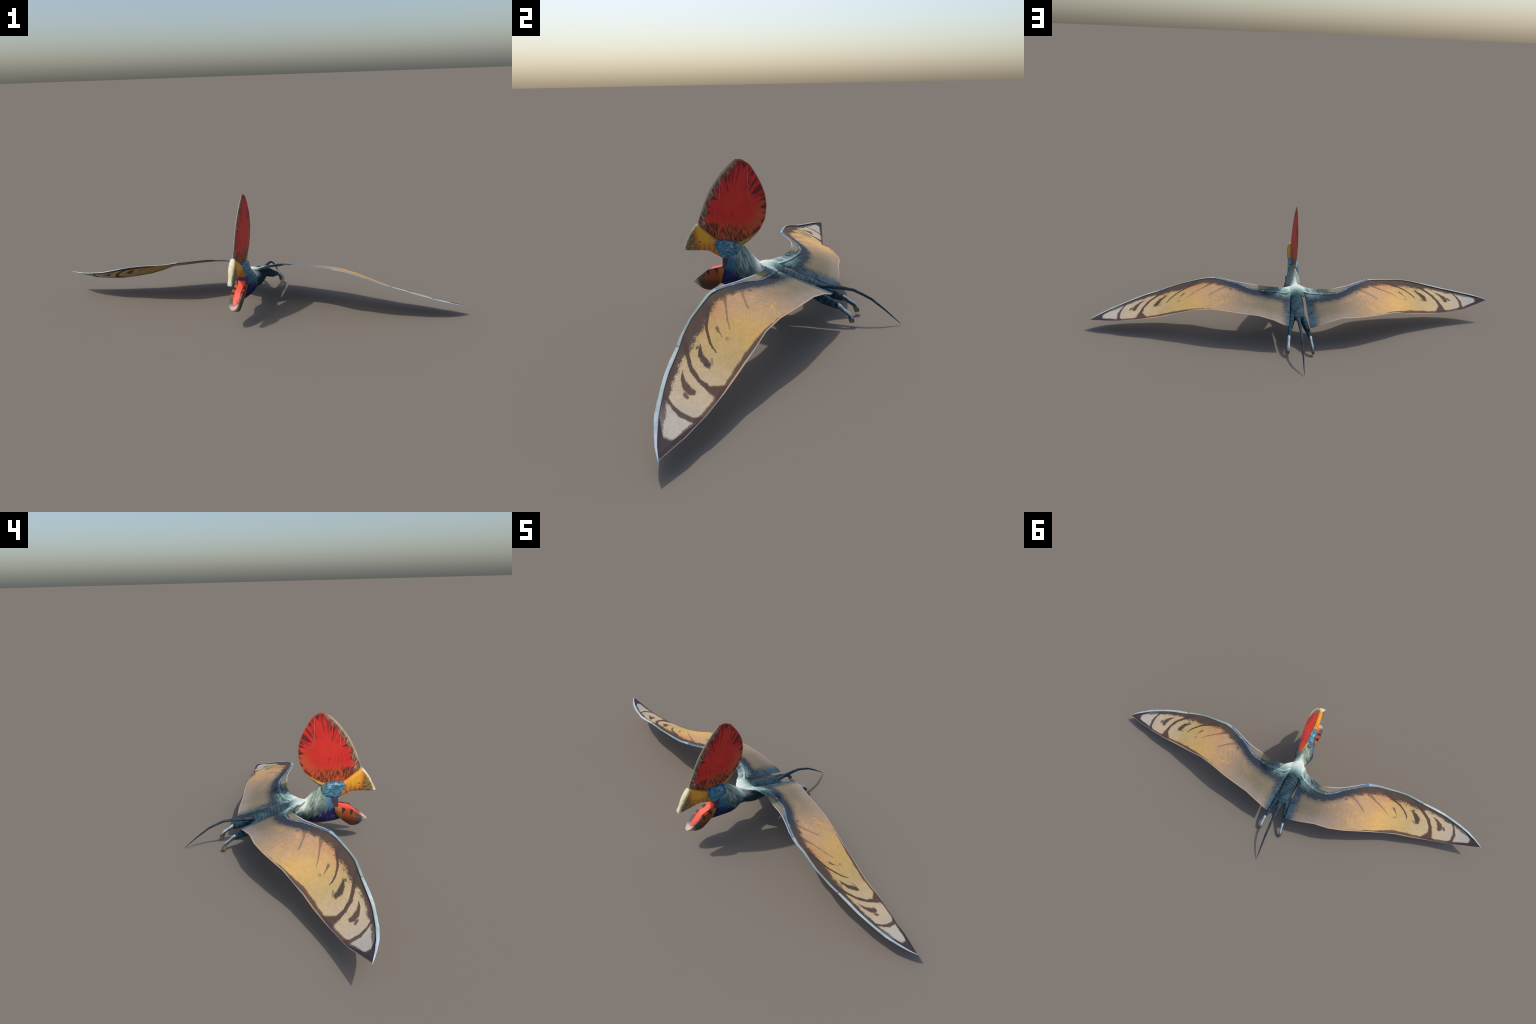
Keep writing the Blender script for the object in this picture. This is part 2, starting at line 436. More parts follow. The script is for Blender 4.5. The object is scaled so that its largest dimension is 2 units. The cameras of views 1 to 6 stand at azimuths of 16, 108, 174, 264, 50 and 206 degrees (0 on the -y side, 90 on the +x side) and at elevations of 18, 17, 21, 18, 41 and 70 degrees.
def crest_material():
    m = Net("crest_skin", rough=0.55, spec=0.25)
    C = lambda r, g, b: rgb(r, g, b, 0.80)
    yc, zc = -0.205, 0.385
    dy, dz = m.y - yc, m.z - zc
    ang = m.math("ARCTAN2", dz, dy) * (1 / (2 * math.pi))
    ang = ang + 0.5                                     # 0.5 = towards the tail, 0.75 = up, 0/1 = towards the beak
    pts = []
    for k in range(49):
        a = -math.pi + 2 * math.pi * k / 48
        pts.append((k / 48, ray_to_outline(yc, zc, a)))
    r = m.math("SQRT", dy * dy + dz * dz)
    rr = r / m.curve(ang, pts)
    up = m.step(-0.02, 0.04, dz)
    n1 = m.noise(40, 3) - 0.5
    n2 = m.noise(160, 3) - 0.5
    col = m.mix(m.step(-0.02, -0.10, dz + n1 * 0.03), C(206, 48, 42), C(200, 74, 44))
    col = m.mix(m.step(0.06, 0.115, dy - dz * 0.5 + n1 * 0.02) * m.step(0.10, 0.0, dz) * 0.8, col, C(192, 84, 52))
    glow = m.blob(dy, dz, 0.0, 0.02, 0.05, 0.05, 0.7)
    col = m.mix(glow * 0.5, col, C(214, 58, 44))
    col = m.shade(col, 1.0 + n1 * 0.25 + n2 * 0.25)
    # dark streaks running in from the rim
    wob = (m.noise(16, 2) - 0.5) * 0.02
    def streaks(freq, seed, thr):
        v = m.vec((ang + wob) * freq, rr * 1.1, seed)
        return m.noise(1.0, 2, 0.5, v)
    big = streaks(30.0, 3.1, 0)
    reach = m.curve(ang, [(0, .72), (.10, .62), (.16, .52), (.20, .48), (.25, .46), (.30, .52), (.38, .74), (.46, .93), (.50, .84), (.54, .72), (.60, .64), (.66, .50), (.72, .40), (.78, .38), (.84, .46), (.90, .56), (1, .72)])
    sm = m.math("MINIMUM", m.math("MAXIMUM", (rr - reach) / (1.0 - reach), 0.0), 1.0)
    inside = m.step(-0.02, 0.06, rr - reach + n1 * 0.15)
    dmask = m.step(-0.035, 0.035, big - (0.625 - 0.17 * sm)) * inside
    fine = streaks(74.0, 8.3, 0)
    fmask = m.step(-0.03, 0.03, fine - (0.66 - 0.15 * sm)) * inside
    col = m.mix(vmin(dmask + fmask * 0.6, 1.0) * 0.88, col, m.shade(C(74, 36, 38), 1.0 + n2 * 0.6))
    ls = m.noise(1.0, 2, 0.5, m.vec((m.y + dz * 0.15) * 120, m.z * 20, 7.0))
    lm = m.step(0.60, 0.68, ls) * m.step(0.02, -0.03, dz) * m.step(0.07, 0.02, dy) * m.step(-0.13, -0.08, dy)
    col = m.mix(lm * 0.6, col, C(110, 40, 36))
    # spots at the foot of the sail
    foot = m.step(-0.045, -0.095, dz + n1 * 0.05) * m.step(0.09, 0.03, dy) * m.step(-0.12, -0.08, dy)
    col = m.mix(foot * 0.5, col, C(176, 82, 46))
    fs = m.noise(1.0, 2, 0.5, m.vec((m.y + dz * 0.12) * 170, m.z * 38, 2.0))
    col = m.mix(foot * m.step(0.49, 0.58, fs) * 0.92, col, C(70, 32, 32))
    col = m.mix(foot * m.step(0.48, 0.40, fs) * 0.45, col, C(196, 112, 56))
    # buff and brown front rim of the sail
    front = m.curve(m.z, [(.30, -.320), (.33, -.318), (.36, -.314), (.395, -.306), (.43, -.287), (.456, -.270), (.49, -.244), (.518, -.221), (.545, -.194), (.569, -.182)])
    fm = m.step(0.008, -0.008, m.y - front + n1 * 0.03 + n2 * 0.015)
    fcol = m.noise(1.0, 3, 0.6, m.vec((m.y + m.z * 0.5) * 130, (m.z - m.y * 0.5) * 30, 5.0))
    fc = m.ramp(fcol, [(0.30, C(80, 48, 44)), (0.48, C(118, 82, 68)), (0.60, C(164, 138, 106)), (0.74, C(200, 190, 168))])
    lowgrey = m.step(0.40, 0.36, m.z) * m.step(-0.336, -0.346, m.y - (m.z - 0.36) * 0.42)
    col = m.mix(fm * 0.9, col, fc)
    col = m.mix(lowgrey * 0.7, col, C(196, 198, 192))
    # folds: thin dark line with a pale lip
    def fold(pts, zlo, zhi):
        c = m.curve(m.z, pts)
        d = m.y - c + n1 * 0.004
        on = m.step(zlo - .004, zlo + .004, m.z) * m.step(zhi + .004, zhi - .004, m.z)
        return m.step(0.0016, 0.0004, abs(d)) * on, m.step(0.0016, 0.0004, abs(d - 0.0022)) * on
    for args in (([(.40, -.106), (.412, -.125), (.43, -.147), (.45, -.149), (.54, -.150)], .405, .54), ([(.30, -.296), (.33, -.316), (.40, -.334)], .30, .40), ([(.42, -.262), (.50, -.258)], .42, .50)):
        a, b = fold(*args)
        col = m.mix(a * 0.8, col, C(70, 36, 34))
        col = m.mix(b * 0.45, col, C(216, 150, 120))
    buff = m.step(0.90, 0.97, rr + n1 * 0.08) * m.step(0.02, -0.02, dy) * m.step(-0.04, 0.0, dz)
    col = m.mix(buff * 0.7, col, C(190, 174, 138))
    rimm = m.step(0.965, 0.99, rr)
    col = m.mix(rimm * 0.6, col, m.mix(m.step(-0.02, 0.02, dy), C(200, 186, 156), C(196, 104, 62)))
    return m.finish(col, n2 + big * 0.6, 0.35, 0.0015)


CREST = [(-.355, .318), (-.327, .395), (-.297, .456), (-.251, .518), (-.222, .547), (-.193, .569), (-.169, .569), (-.139, .552), (-.112, .512), (-.096, .482), (-.084, .451), (-.080, .428),
         (-.078, .405), (-.081, .378), (-.085, .354), (-.106, .312), (-.128, .294), (-.185, .254), (-.235, .256), (-.278, .256), (-.315, .280)]


def ray_to_outline(y0, z0, a):
    d = (math.cos(a), math.sin(a))
    best = 0.05
    for i in range(len(CREST)):
        p, q = CREST[i], CREST[(i + 1) % len(CREST)]
        ex, ey = q[0] - p[0], q[1] - p[1]
        den = d[0] * ey - d[1] * ex
        if abs(den) < 1e-9:
            continue
        t = ((p[0] - y0) * ey - (p[1] - z0) * ex) / den
        u = ((p[0] - y0) * d[1] - (p[1] - z0) * d[0]) / den
        if t > 0 and -1e-6 <= u <= 1 + 1e-6:
            best = t
    return best


def head_material():
    m = Net("head_skin", rough=0.5, spec=0.35)
    C = lambda r, g, b: rgb(r, g, b, 0.95)
    n1 = m.noise(50, 3) - 0.5
    n2 = m.noise(190, 3) - 0.5
    streak = m.noise(1.0, 3, 0.6, m.vec(m.x * 60, m.y * 60, m.z * 220)) - 0.5
    # horn of the beak: yellow, orange, brown, cream from the face forward
    b = m.y + (m.z - 0.25) * 0.10 + n1 * 0.006
    beak = m.ramp((b + 0.43) * (1 / 0.18), [(0.08, C(216, 204, 160)), (0.16, C(150, 116, 66)), (0.30, C(150, 100, 48)), (0.40, C(204, 120, 40)), (0.50, C(238, 166, 46)), (0.66, C(240, 170, 48)), (0.80, C(226, 148, 50)), (1.0, C(206, 140, 52))])
    lowo = m.step(0.262, 0.235, m.z + n1 * 0.01) * m.step(-0.375, -0.35, m.y)
    beak = m.mix(lowo * 0.65, beak, C(206, 116, 44))
    beak = m.shade(beak, 1.0 + streak * 0.35 + n2 * 0.2)
    crack = m.math("FRACT", (m.y + m.math("SINE", m.z * 260.0) * 0.0022 + n1 * 0.006) * 48.0 + n1 * 0.5)
    cr = m.step(0.15, 0.05, abs(crack - 0.5) + n2 * 0.10 + m.step(0.225, 0.265, m.z) * 0.09) * m.step(-0.352, -0.345, m.y) * m.step(0.275, 0.245, m.z)
    beak = m.mix(cr * 0.75, beak, C(94, 52, 28))
    nos = m.blob(m.y + (m.z - 0.255) * 0.7, m.z, -0.338, 0.256, 0.006, 0.0022, 0.3)
    beak = m.mix(nos * 0.9, beak, C(70, 36, 26))
    lip = m.step(0.0018, 0.0006, abs(m.z - 0.2275 + (m.y + 0.36) * 0.03)) * m.step(-0.305, -0.315, m.y)
    beak = m.mix(lip * 0.5, beak, C(96, 62, 34))
    # brown frayed plates behind the cream keel
    bp = m.step(-0.345, -0.360, m.y + (m.z - 0.24) * 0.28 + n1 * 0.035) * m.step(0.305, 0.285, m.z + n1 * 0.01)
    beak = m.mix(bp * 0.75, beak, m.mix(m.step(-0.1, 0.15, streak + n2 * 0.4), C(104, 80, 46), C(170, 148, 96)))
    keel = m.curve(m.z, [(.205, -.403), (.23, -.404), (.25, -.394), (.275, -.381), (.30, -.364), (.315, -.351), (.33, -.340)])
    km = m.step(0.003, -0.003, m.y - keel + n1 * 0.008)
    kc = m.mix(m.step(-0.05, 0.2, n1 + streak * 0.6), C(226, 216, 182), C(196, 186, 128))
    kc = m.mix(m.step(0.232, 0.222, m.z), kc, C(232, 226, 216))
    beak = m.mix(km * 0.95, beak, kc)
    # blue scaly face
    edge = m.curve(m.z, [(.19, -.246), (.20, -.250), (.22, -.265), (.238, -.275), (.252, -.281), (.266, -.274), (.29, -.27)])
    face = m.step(-0.0022, 0.0022, m.y - edge + n1 * 0.005)
    scale = m.noise(1.0, 3, 0.6, m.vec(m.x * 70, m.y * 60, m.z * 190))
    blue = m.ramp(scale, [(0.30, C(30, 66, 84)), (0.44, C(54, 108, 130)), (0.56, C(88, 146, 164)), (0.70, C(146, 184, 190))])
    rear = m.step(0.018, 0.0, m.y - edge) * m.step(0.222, 0.245, m.z)
    blue = m.mix(rear * 0.5, blue, C(92, 90, 78))
    gapl = abs(m.z - 0.2495 + (m.y + 0.24) * 0.10 + n1 * 0.003)
    blue = m.mix(m.step(0.0016, 0.0006, gapl) * m.step(-0.219, -0.224, m.y) * m.step(-0.268, -0.262, m.y) * 0.8, blue, C(24, 40, 50))
    low = abs(m.z - 0.2245 + (m.y + 0.20) * 0.15 + n1 * 0.006)
    blue = m.mix(m.step(0.0016, 0.0006, low) * m.step(-0.245, -0.235, m.y) * 0.7, blue, C(24, 44, 56))
    eyer = m.math("SQRT", ((m.y + 0.2095) * 1.0) ** 2 + ((m.z - 0.2485) * 1.0) ** 2)
    blue = m.mix(m.step(0.0115, 0.009, eyer) * 0.75, blue, C(48, 84, 110))
    blue = m.mix(m.step(0.0085, 0.0068, eyer) * 0.8, blue, C(150, 172, 182))
    band = m.step(0.0035, 0.001, abs(m.y + 0.196 + (m.z - 0.25) * 0.2)) * m.step(0.23, 0.24, m.z)
    blue = m.mix(band * 0.6, blue, C(34, 52, 66))
    col = m.mix(face, beak, blue)
    # nape: pale grey green behind the face
    nape = m.step(-0.193, -0.183, m.y + n1 * 0.012 - m.step(0.235, 0.2, m.z) * 0.02)
    col = m.mix(nape * 0.9, col, m.mix(m.step(-0.1, 0.15, streak), C(104, 122, 116), C(158, 172, 158)))
    # roof of the mouth
    gum = m.step(0.204, 0.196, m.z) * m.step(-0.252, -0.246, m.y)
    col = m.mix(gum * 0.6, col, C(60, 44, 62))
    return m.finish(col, scale + streak * 0.5, 0.4, 0.0015)


def jaw_material():
    m = Net("jaw_horn", rough=0.5, spec=0.3)
    C = lambda r, g, b: rgb(r, g, b, 0.85)
    n1 = m.noise(50, 3) - 0.5
    n2 = m.noise(200, 3) - 0.5
    fib = m.noise(1.0, 3, 0.6, m.vec(m.x * 40, (m.y - m.z * 0.5) * 60, (m.z + m.y * 0.4) * 260)) - 0.5
    col = m.mix(m.step(-0.275, -0.245, m.y + n1 * 0.01), C(160, 74, 38), C(172, 116, 52))
    stripe = abs(m.math("FRACT", (m.y + (m.z - 0.13) * 0.30 + n1 * 0.008) * 26.0 + 0.42) - 0.5)
    topz = m.curve(m.y, [(-.382, .089), (-.345, .118), (-.326, .132), (-.31, .144), (-.29, .150), (-.23, .165)]) + (m.x - 0.001) * 0.16
    st = m.step(0.30, 0.18, stripe + (topz - m.z) * 9.0) * m.step(-0.318, -0.31, m.y)
    col = m.mix(st * 0.95, col, C(40, 31, 26))
    tipm = m.step(-0.316, -0.328, m.y + n1 * 0.010 - (m.z - 0.11) * 0.12)
    tc = m.mix(m.step(-0.15, 0.2, fib + n2 * 0.4), C(66, 56, 50), C(118, 102, 90))
    tc = m.mix(m.step(-0.345, -0.366, m.y + n1 * 0.01 + (m.z - 0.09) * 0.3), tc, C(182, 160, 146))
    col = m.mix(tipm, col, tc)
    keel = m.step(0.026, 0.056, topz - m.z - (m.y + 0.30) * 0.25 + n1 * 0.03 + fib * 0.02)
    col = m.mix(keel * 0.85 * m.step(-0.36, -0.34, m.y), col, C(62, 50, 38))
    rear = m.step(0.004, -0.004, m.y * -1.0 - m.curve(m.z, [(.085, .276), (.10, .268), (.129, .247), (.16, .247)]) + n1 * 0.004)
    col = m.mix(rear * 0.8, col, C(150, 108, 52))
    return m.finish(m.shade(col, 1.0 + fib * 0.5 + n2 * 0.3), fib, 0.4, 0.001)


def plain(name, c, rough=0.5, var=0.2, spec=0.35, lit=0.95):
    m = Net(name, rough, spec)
    n = m.noise(70, 3) - 0.5
    base = m.ramp(n + 0.5, [(0.2, tuple(v * (1 - var) for v in rgb(*c, lit)[:3]) + (1,)), (0.8, tuple(min(1, v * (1 + var)) for v in rgb(*c, lit)[:3]) + (1,))])
    return m.finish(base, n, 0.2, 0.001)


def body_material():
    m = Net("body_hide", rough=0.8, spec=0.1)
    C = lambda r, g, b: rgb(r, g, b, 0.92)
    n1 = m.noise(42, 4) - 0.5
    n2 = m.noise(170, 3) - 0.5
    fur = m.noise(1.0, 3, 0.6, m.vec(m.x * 240, m.y * 60 - m.z * 40, m.z * 60 + m.y * 60)) - 0.5
    back = m.ramp(n1 + 0.5 + fur * 0.3, [(0.25, C(26, 40, 48)), (0.45, C(38, 58, 68)), (0.6, C(52, 78, 86)), (0.78, C(74, 92, 98))])
    ring = m.step(0.30, 0.1, abs(m.math("FRACT", m.y * 70.0 + n1 * 0.9) - 0.5)) * m.step(-0.04, 0.0, m.y)
    back = m.mix(ring * 0.3, back, C(84, 92, 102))
    # neck: grey-green feathery above, indigo throat below, pale collar at the shoulders
    plume = m.noise(1.0, 3, 0.6, m.vec((m.y * 0.9 + m.z * 0.45) * 150, (m.z * 0.9 - m.y * 0.45) * 26, m.x * 22)) - 0.5
    neckc = m.ramp(plume + 0.5 + n1 * 0.3, [(0.28, C(82, 102, 96)), (0.42, C(118, 136, 124)), (0.56, C(156, 170, 152)), (0.72, C(192, 204, 184))])
    wr = m.step(0.30, 0.12, abs(m.math("FRACT", (m.z * 0.75 - m.y * 0.65) * 95.0 + n1 * 0.5) - 0.5)) * m.step(0.20, 0.225, m.z)
    neckc = m.mix(wr * 0.3, neckc, C(92, 110, 104))
    throat = m.ramp(n1 + 0.5 + n2 * 0.6, [(0.25, C(26, 28, 52)), (0.5, C(38, 40, 82)), (0.75, C(70, 70, 122))])
    red = m.step(0.096, 0.084, m.z + n1 * 0.012) * m.step(-0.235, -0.20, m.y) * m.step(-0.12, -0.14, m.y)
    throat = m.mix(red * 0.75, throat, C(140, 54, 72))
    line = m.curve(m.y, [(-.27, .205), (-.235, .172), (-.20, .158), (-.17, .146), (-.14, .126), (-.10, .106), (-.05, .09)])
    tm = m.step(0.018, -0.014, m.z - line + n1 * 0.02 + plume * 0.06)
    neckc = m.shade(neckc, 0.62 + 0.38 * m.step(0.0, 0.06, m.z - line + plume * 0.03))
    neck = m.mix(tm, neckc, throat)
    teal = m.step(0.03, 0.0, abs(m.z - line - 0.016) + n1 * 0.02) * 0.6
    neck = m.mix(teal, neck, C(44, 66, 72))
    cheek = m.blob(m.y, m.z, -0.215, 0.185, 0.028, 0.028, 0.5)
    neck = m.mix(cheek * 0.75, neck, C(58, 108, 130))
    col = m.mix(m.step(-0.118, -0.092, m.y - (m.z - 0.14) * 0.25 + n1 * 0.02), neck, back)
    side = m.step(-0.13, -0.10, m.y) * m.step(-0.03, -0.09, m.y + n1 * 0.03) * m.step(0.125, 0.16, m.z + fur * 0.05)
    col = m.mix(side * 0.6, col, C(120, 150, 142))
    collar = m.step(0.034, 0.012, abs(m.y + 0.094 - (m.z - 0.18) * -0.5) + n1 * 0.02) * m.step(0.140, 0.168, m.z + fur * 0.04)
    col = m.mix(collar * 0.9, col, C(228, 234, 222))
    return m.finish(m.shade(col, 1.0 + fur * 0.35 + n2 * 0.2), fur + n2, 0.45, 0.002)


def mantle_material():
    m = Net("mantle_fur", rough=0.75, spec=0.15)
    C = lambda r, g, b: rgb(r, g, b, 1.08)
    n1 = m.noise(45, 3) - 0.5
    fur = m.noise(1.0, 3, 0.6, m.vec(m.x * 330, m.y * 55, m.z * 60)) - 0.5
    g = m.y + 0.105 + fur * 0.035 + n1 * 0.015 - abs(m.x - 0.005) * 0.30
    col = m.ramp(g * (1 / 0.085), [(0.0, C(226, 230, 216)), (0.30, C(212, 226, 216)), (0.50, C(160, 190, 178)), (0.72, C(98, 134, 128)), (1.0, C(54, 84, 90))])
    dk = m.step(0.62, 0.72, m.noise(120, 2)) * m.step(0.03, 0.055, abs(m.x - 0.005))
    col = m.mix(dk * 0.7, col, C(60, 86, 80))
    return m.finish(m.shade(col, 1.0 + fur * 0.35), fur, 0.5, 0.002)


def leg_material():
    m = Net("hindlimb_skin", rough=0.75, spec=0.12)
    C = lambda r, g, b: rgb(r, g, b, 0.85)
    n1 = m.noise(80, 3) - 0.5
    n2 = m.noise(240, 3) - 0.5
    thigh = m.mix(m.step(-0.12, 0.15, n1 + n2 * 0.5), C(28, 50, 62), C(52, 84, 98))
    # paler band along the upper ridge from the heel to the toes
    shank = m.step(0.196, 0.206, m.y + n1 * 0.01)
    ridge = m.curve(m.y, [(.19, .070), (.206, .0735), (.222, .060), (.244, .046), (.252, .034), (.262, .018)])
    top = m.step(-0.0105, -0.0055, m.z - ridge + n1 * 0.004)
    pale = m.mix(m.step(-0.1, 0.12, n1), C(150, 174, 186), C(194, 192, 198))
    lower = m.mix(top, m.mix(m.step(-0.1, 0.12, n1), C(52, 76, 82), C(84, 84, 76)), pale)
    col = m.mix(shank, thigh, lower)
    toe = m.step(0.028, 0.022, m.z + n1 * 0.006) * m.step(0.23, 0.235, m.y) * (1 - top * 0.8)
    col = m.mix(toe * 0.85, col, C(128, 112, 76))
    return m.finish(m.shade(col, 1.0 + n2 * 0.4), n2, 0.35, 0.001)


def tail_material():
    m = Net("tail_skin", rough=0.75, spec=0.12)
    C = lambda r, g, b: rgb(r, g, b, 0.95)
    n1 = m.noise(60, 3) - 0.5
    fib = m.noise(1.0, 2, 0.5, m.vec(m.x * 400, m.y * 14, m.z * 400)) - 0.5
    col = m.mix(m.step(-0.15, 0.15, fib + n1 * 0.5), C(30, 42, 54), C(60, 76, 90))
    return m.finish(col, fib, 0.3, 0.001)


def eye_material():
    m = Net("amber_eye", rough=0.12, spec=0.6)
    C = lambda r, g, b: rgb(r, g, b, 0.9)
    r = m.math("SQRT", (m.y + 0.2095) ** 2 + (m.z - 0.2475) ** 2)
    col = m.mix(m.step(0.0044, 0.0036, r), C(178, 186, 188), C(198, 150, 74))
    col = m.mix(m.step(0.0017, 0.0013, r), col, C(24, 18, 16))
    return m.finish(col)


# --------------------------------------------------------------------------- wings
finger_mat, arm_mat = finger_material(), arm_material()
for side in (1, -1):
    a0 = 0.028 if side > 0 else 0.034
    a1 = 0.998 if side > 0 else 1.0
    lead, trail = (LEFT_LEAD, LEFT_TRAIL) if side > 0 else (RIGHT_LEAD, RIGHT_TRAIL)
    knots = sorted({abs(p[0]) for p in lead} | {abs(p[0]) for p in trail})
    xs = []
    for p, q in zip(knots[:-1], knots[1:]):
        k = max(1, int(round((q - p) / 0.009)))
        xs += [p + (q - p) * i / k for i in range(k)]
    xs.append(a1)
    rows = 22
    inner_shift = 0.031 if side > 0 else 0.005         # the inner edge runs out along the thigh towards the back corner
    rings = []
    for ax in xs:
        s = ax if side > 0 else table(RIGHT_SPAN, ax)
        fa, ra = table(ARM_FRONT, s), table(ARM_REAR, s)
        ctr, wid = (fa + ra) / 2, max(0.03, (ra - fa) / 2)
        top, bot = [], []
        for j in range(rows + 1):
            t = j / rows
            p = wing_point(side, ax, t)
            p.x += side * inner_shift * t * max(0.0, 1 - (ax - a0) / 0.10)
            chord = abs(wing_point(side, ax, 1).y - wing_point(side, ax, 0).y)
            th = min(0.0006, 0.0002 + chord * 0.02) * (1 if 0 < j < rows else 0.5)
            ridge = 0.0
            if s < 0.42:
                ridge = 0.0016 * math.exp(-((t - ctr) / wid) ** 2) * min(1, (0.42 - s) / 0.05)
            top.append(p + Vector((0, 0, th + ridge)))
            bot.append(p + Vector((0, 0, -th - ridge * 0.6)))
        rings.append(top + bot[::-1])
    v, f = loft(rings)
    wing = make("wing", v, f, wing_material(side), angle=60)
    # the long fourth finger that carries the leading edge
    path = []
    for ax in [p for p in knots if (p >= 0.36 if side < 0 else p >= 0.39)]:
        p = wing_point(side, ax, 0)
        s = ax if side > 0 else table(RIGHT_SPAN, ax)
        w = table([(.36, .0050), (.40, .0085), (.44, .0060), (.55, .0042), (.66, .0050), (.72, .0066), (.80, .0055), (.89, .0062), (.95, .0042), (1.0, .0008)], s) * 0.88
        path.append((p.x, p.y + w * 0.95, p.z, w, min(0.0012, w * 0.3)))
    v, f = tube(path, 10, 2)
    make("wing_finger", v, f, finger_mat, wing, angle=70)
    # upper arm and forearm, from the shoulder over the elbow to the wrist
    path = []
    for s in (.022, .045, .07, .10, .13, .16, .19, .22, .25, .28, .31, .34, .37, .40, .415):
        ax = s if side > 0 else float(np.interp(s, [b for a, b in RIGHT_SPAN], [a for a, b in RIGHT_SPAN]))
        fa, ra = table(ARM_FRONT, s), table(ARM_REAR, s)
        p = wing_point(side, ax, fa)
        q = wing_point(side, ax, fa + (ra - fa) * 0.55)
        c = (p + q) / 2
        w = (q - p).length / 2
        path.append((c.x, c.y, c.z + 0.0012, min(0.0085, max(0.0045, w * 0.85)), 0.0024 if s < .3 else 0.0018))
    v, f = tube(path, 12, 3)
    make("forelimb", v, f, arm_mat, wing, angle=70)

# --------------------------------------------------------------------------- neck and torso: one skin, split afterwards
BODY = [  # top y, top z, bottom y, bottom z, half width, height of the widest point (0 bottom, 1 top), roundness
    (-.205, .262, -.274, .096, .0200, .50, 1.8),
    (-.196, .2625, -.266, .0925, .0265, .48, 1.8),
    (-.184, .2585, -.248, .0870, .0320, .44, 1.7),
    (-.166, .2470, -.220, .0825, .0405, .40, 1.55),
    (-.146, .228, -.184, .079, .0490, .36, 1.35),
    (-.128, .210, -.150, .080, .0420, .38, 1.4),
    (-.110, .193, -.120, .092, .0330, .48, 1.7),
    (-.090, .184, -.092, .095, .0325, .52, 1.9),
    (-.062, .180, -.060, .082, .0370, .48, 2.0),
    (-.030, .174, -.028, .075, .0400, .45, 2.1),
    (.010, .165, .012, .074, .0380, .45, 2.2),
    (.050, .153, .052, .080, .0340, .48, 2.4),
    (.085, .141, .088, .090, .0320, .55, 2.6),
    (.108, .132, .110, .100, .0240, .55, 2.2),
    (.122, .126, .122, .110, .0120, .55, 2.0),
]
rows = smooth_rows(BODY, 3)
NR = 28
rings = []
for yt, zt, yb, zb, hw, mid, e in rows:
    cx = 0.006 + 0.004 * min(1, max(0, (yt + 0.2) / 0.3))
    ring = []
    for j in range(NR):
        a = 2 * math.pi * j / NR
        ca, sa = math.cos(a), math.sin(a)
        x = hw * math.copysign(abs(ca) ** (2 / e), ca)
        h = math.copysign(abs(sa) ** (2 / e), sa)
        u = mid + (1 - mid) * h if h > 0 else mid + mid * h
        w = hw
        ring.append(Vector((cx + x, yb + (yt - yb) * u, zb + (zt - zb) * u)))
    rings.append(ring)
v, f = loft(rings)
body_mat = body_material()
whole = make("torso", v, f, body_mat)
me = whole.data
normals = {tuple(round(c, 6) for c in x.co): x.normal.copy() for x in me.vertices}


def split(ob, name, test):
    """take the faces passing the test into an object of their own, keeping the whole skin's normals"""
    src = ob.data
    keep, take = [], []
    for p in src.polygons:
        (take if test(p.center) else keep).append([tuple(src.vertices[i].co) for i in p.vertices])
    out = []
    for nm, polys in ((ob.name, keep), (name, take)):
        idx, vs, fs = {}, [], []
        for poly in polys:
            face = []
            for co in poly:
                if co not in idx:
                    idx[co] = len(vs)
                    vs.append(co)
                face.append(idx[co])
            fs.append(face)
        m2 = bpy.data.meshes.new(nm)
        m2.from_pydata(vs, [], fs)
        m2.materials.append(src.materials[0])
        for p in m2.polygons:
            p.use_smooth = True
        m2.normals_split_custom_set_from_vertices([normals[tuple(round(c, 6) for c in co)] for co in vs])
        out.append(m2)
    ob.data = out[0]
    o2 = bpy.data.objects.new(name, out[1])
    bpy.context.scene.collection.objects.link(o2)
    o2.parent = ob.parent
    return o2


split(whole, "neck", lambda c: c.y < -0.108)

# --------------------------------------------------------------------------- pale shoulder mantle lying over the wing roots
NU, NV = 36, 14
XR, XL = -0.062, 0.092                                  # right and left ends on the upper arms
top, bot = [], []


def mantle_height(x, y):
    dome = 0.1915 - 0.16 * max(0, y + 0.085) - 0.45 * max(0, y + 0.055) - 1.2 * max(0.0, abs(x + 0.002) - 0.02) * 0.25
    side, ax = (1, x) if x > 0 else (-1, -x)
    if ax < 0.034:
        return dome
    (yl, zl), (yt, zt) = polyline(LEFT_LEAD if side > 0 else RIGHT_LEAD, ax), polyline(LEFT_TRAIL if side > 0 else RIGHT_TRAIL, ax)
    wz = zl + (zt - zl) * max(0.0, (y - yl) / (yt - yl)) + 0.0042
    k = min(1.0, (ax - 0.034) / 0.012)
    return dome * (1 - k) + max(wz, dome * 0.0) * k if wz > dome - 0.02 else dome


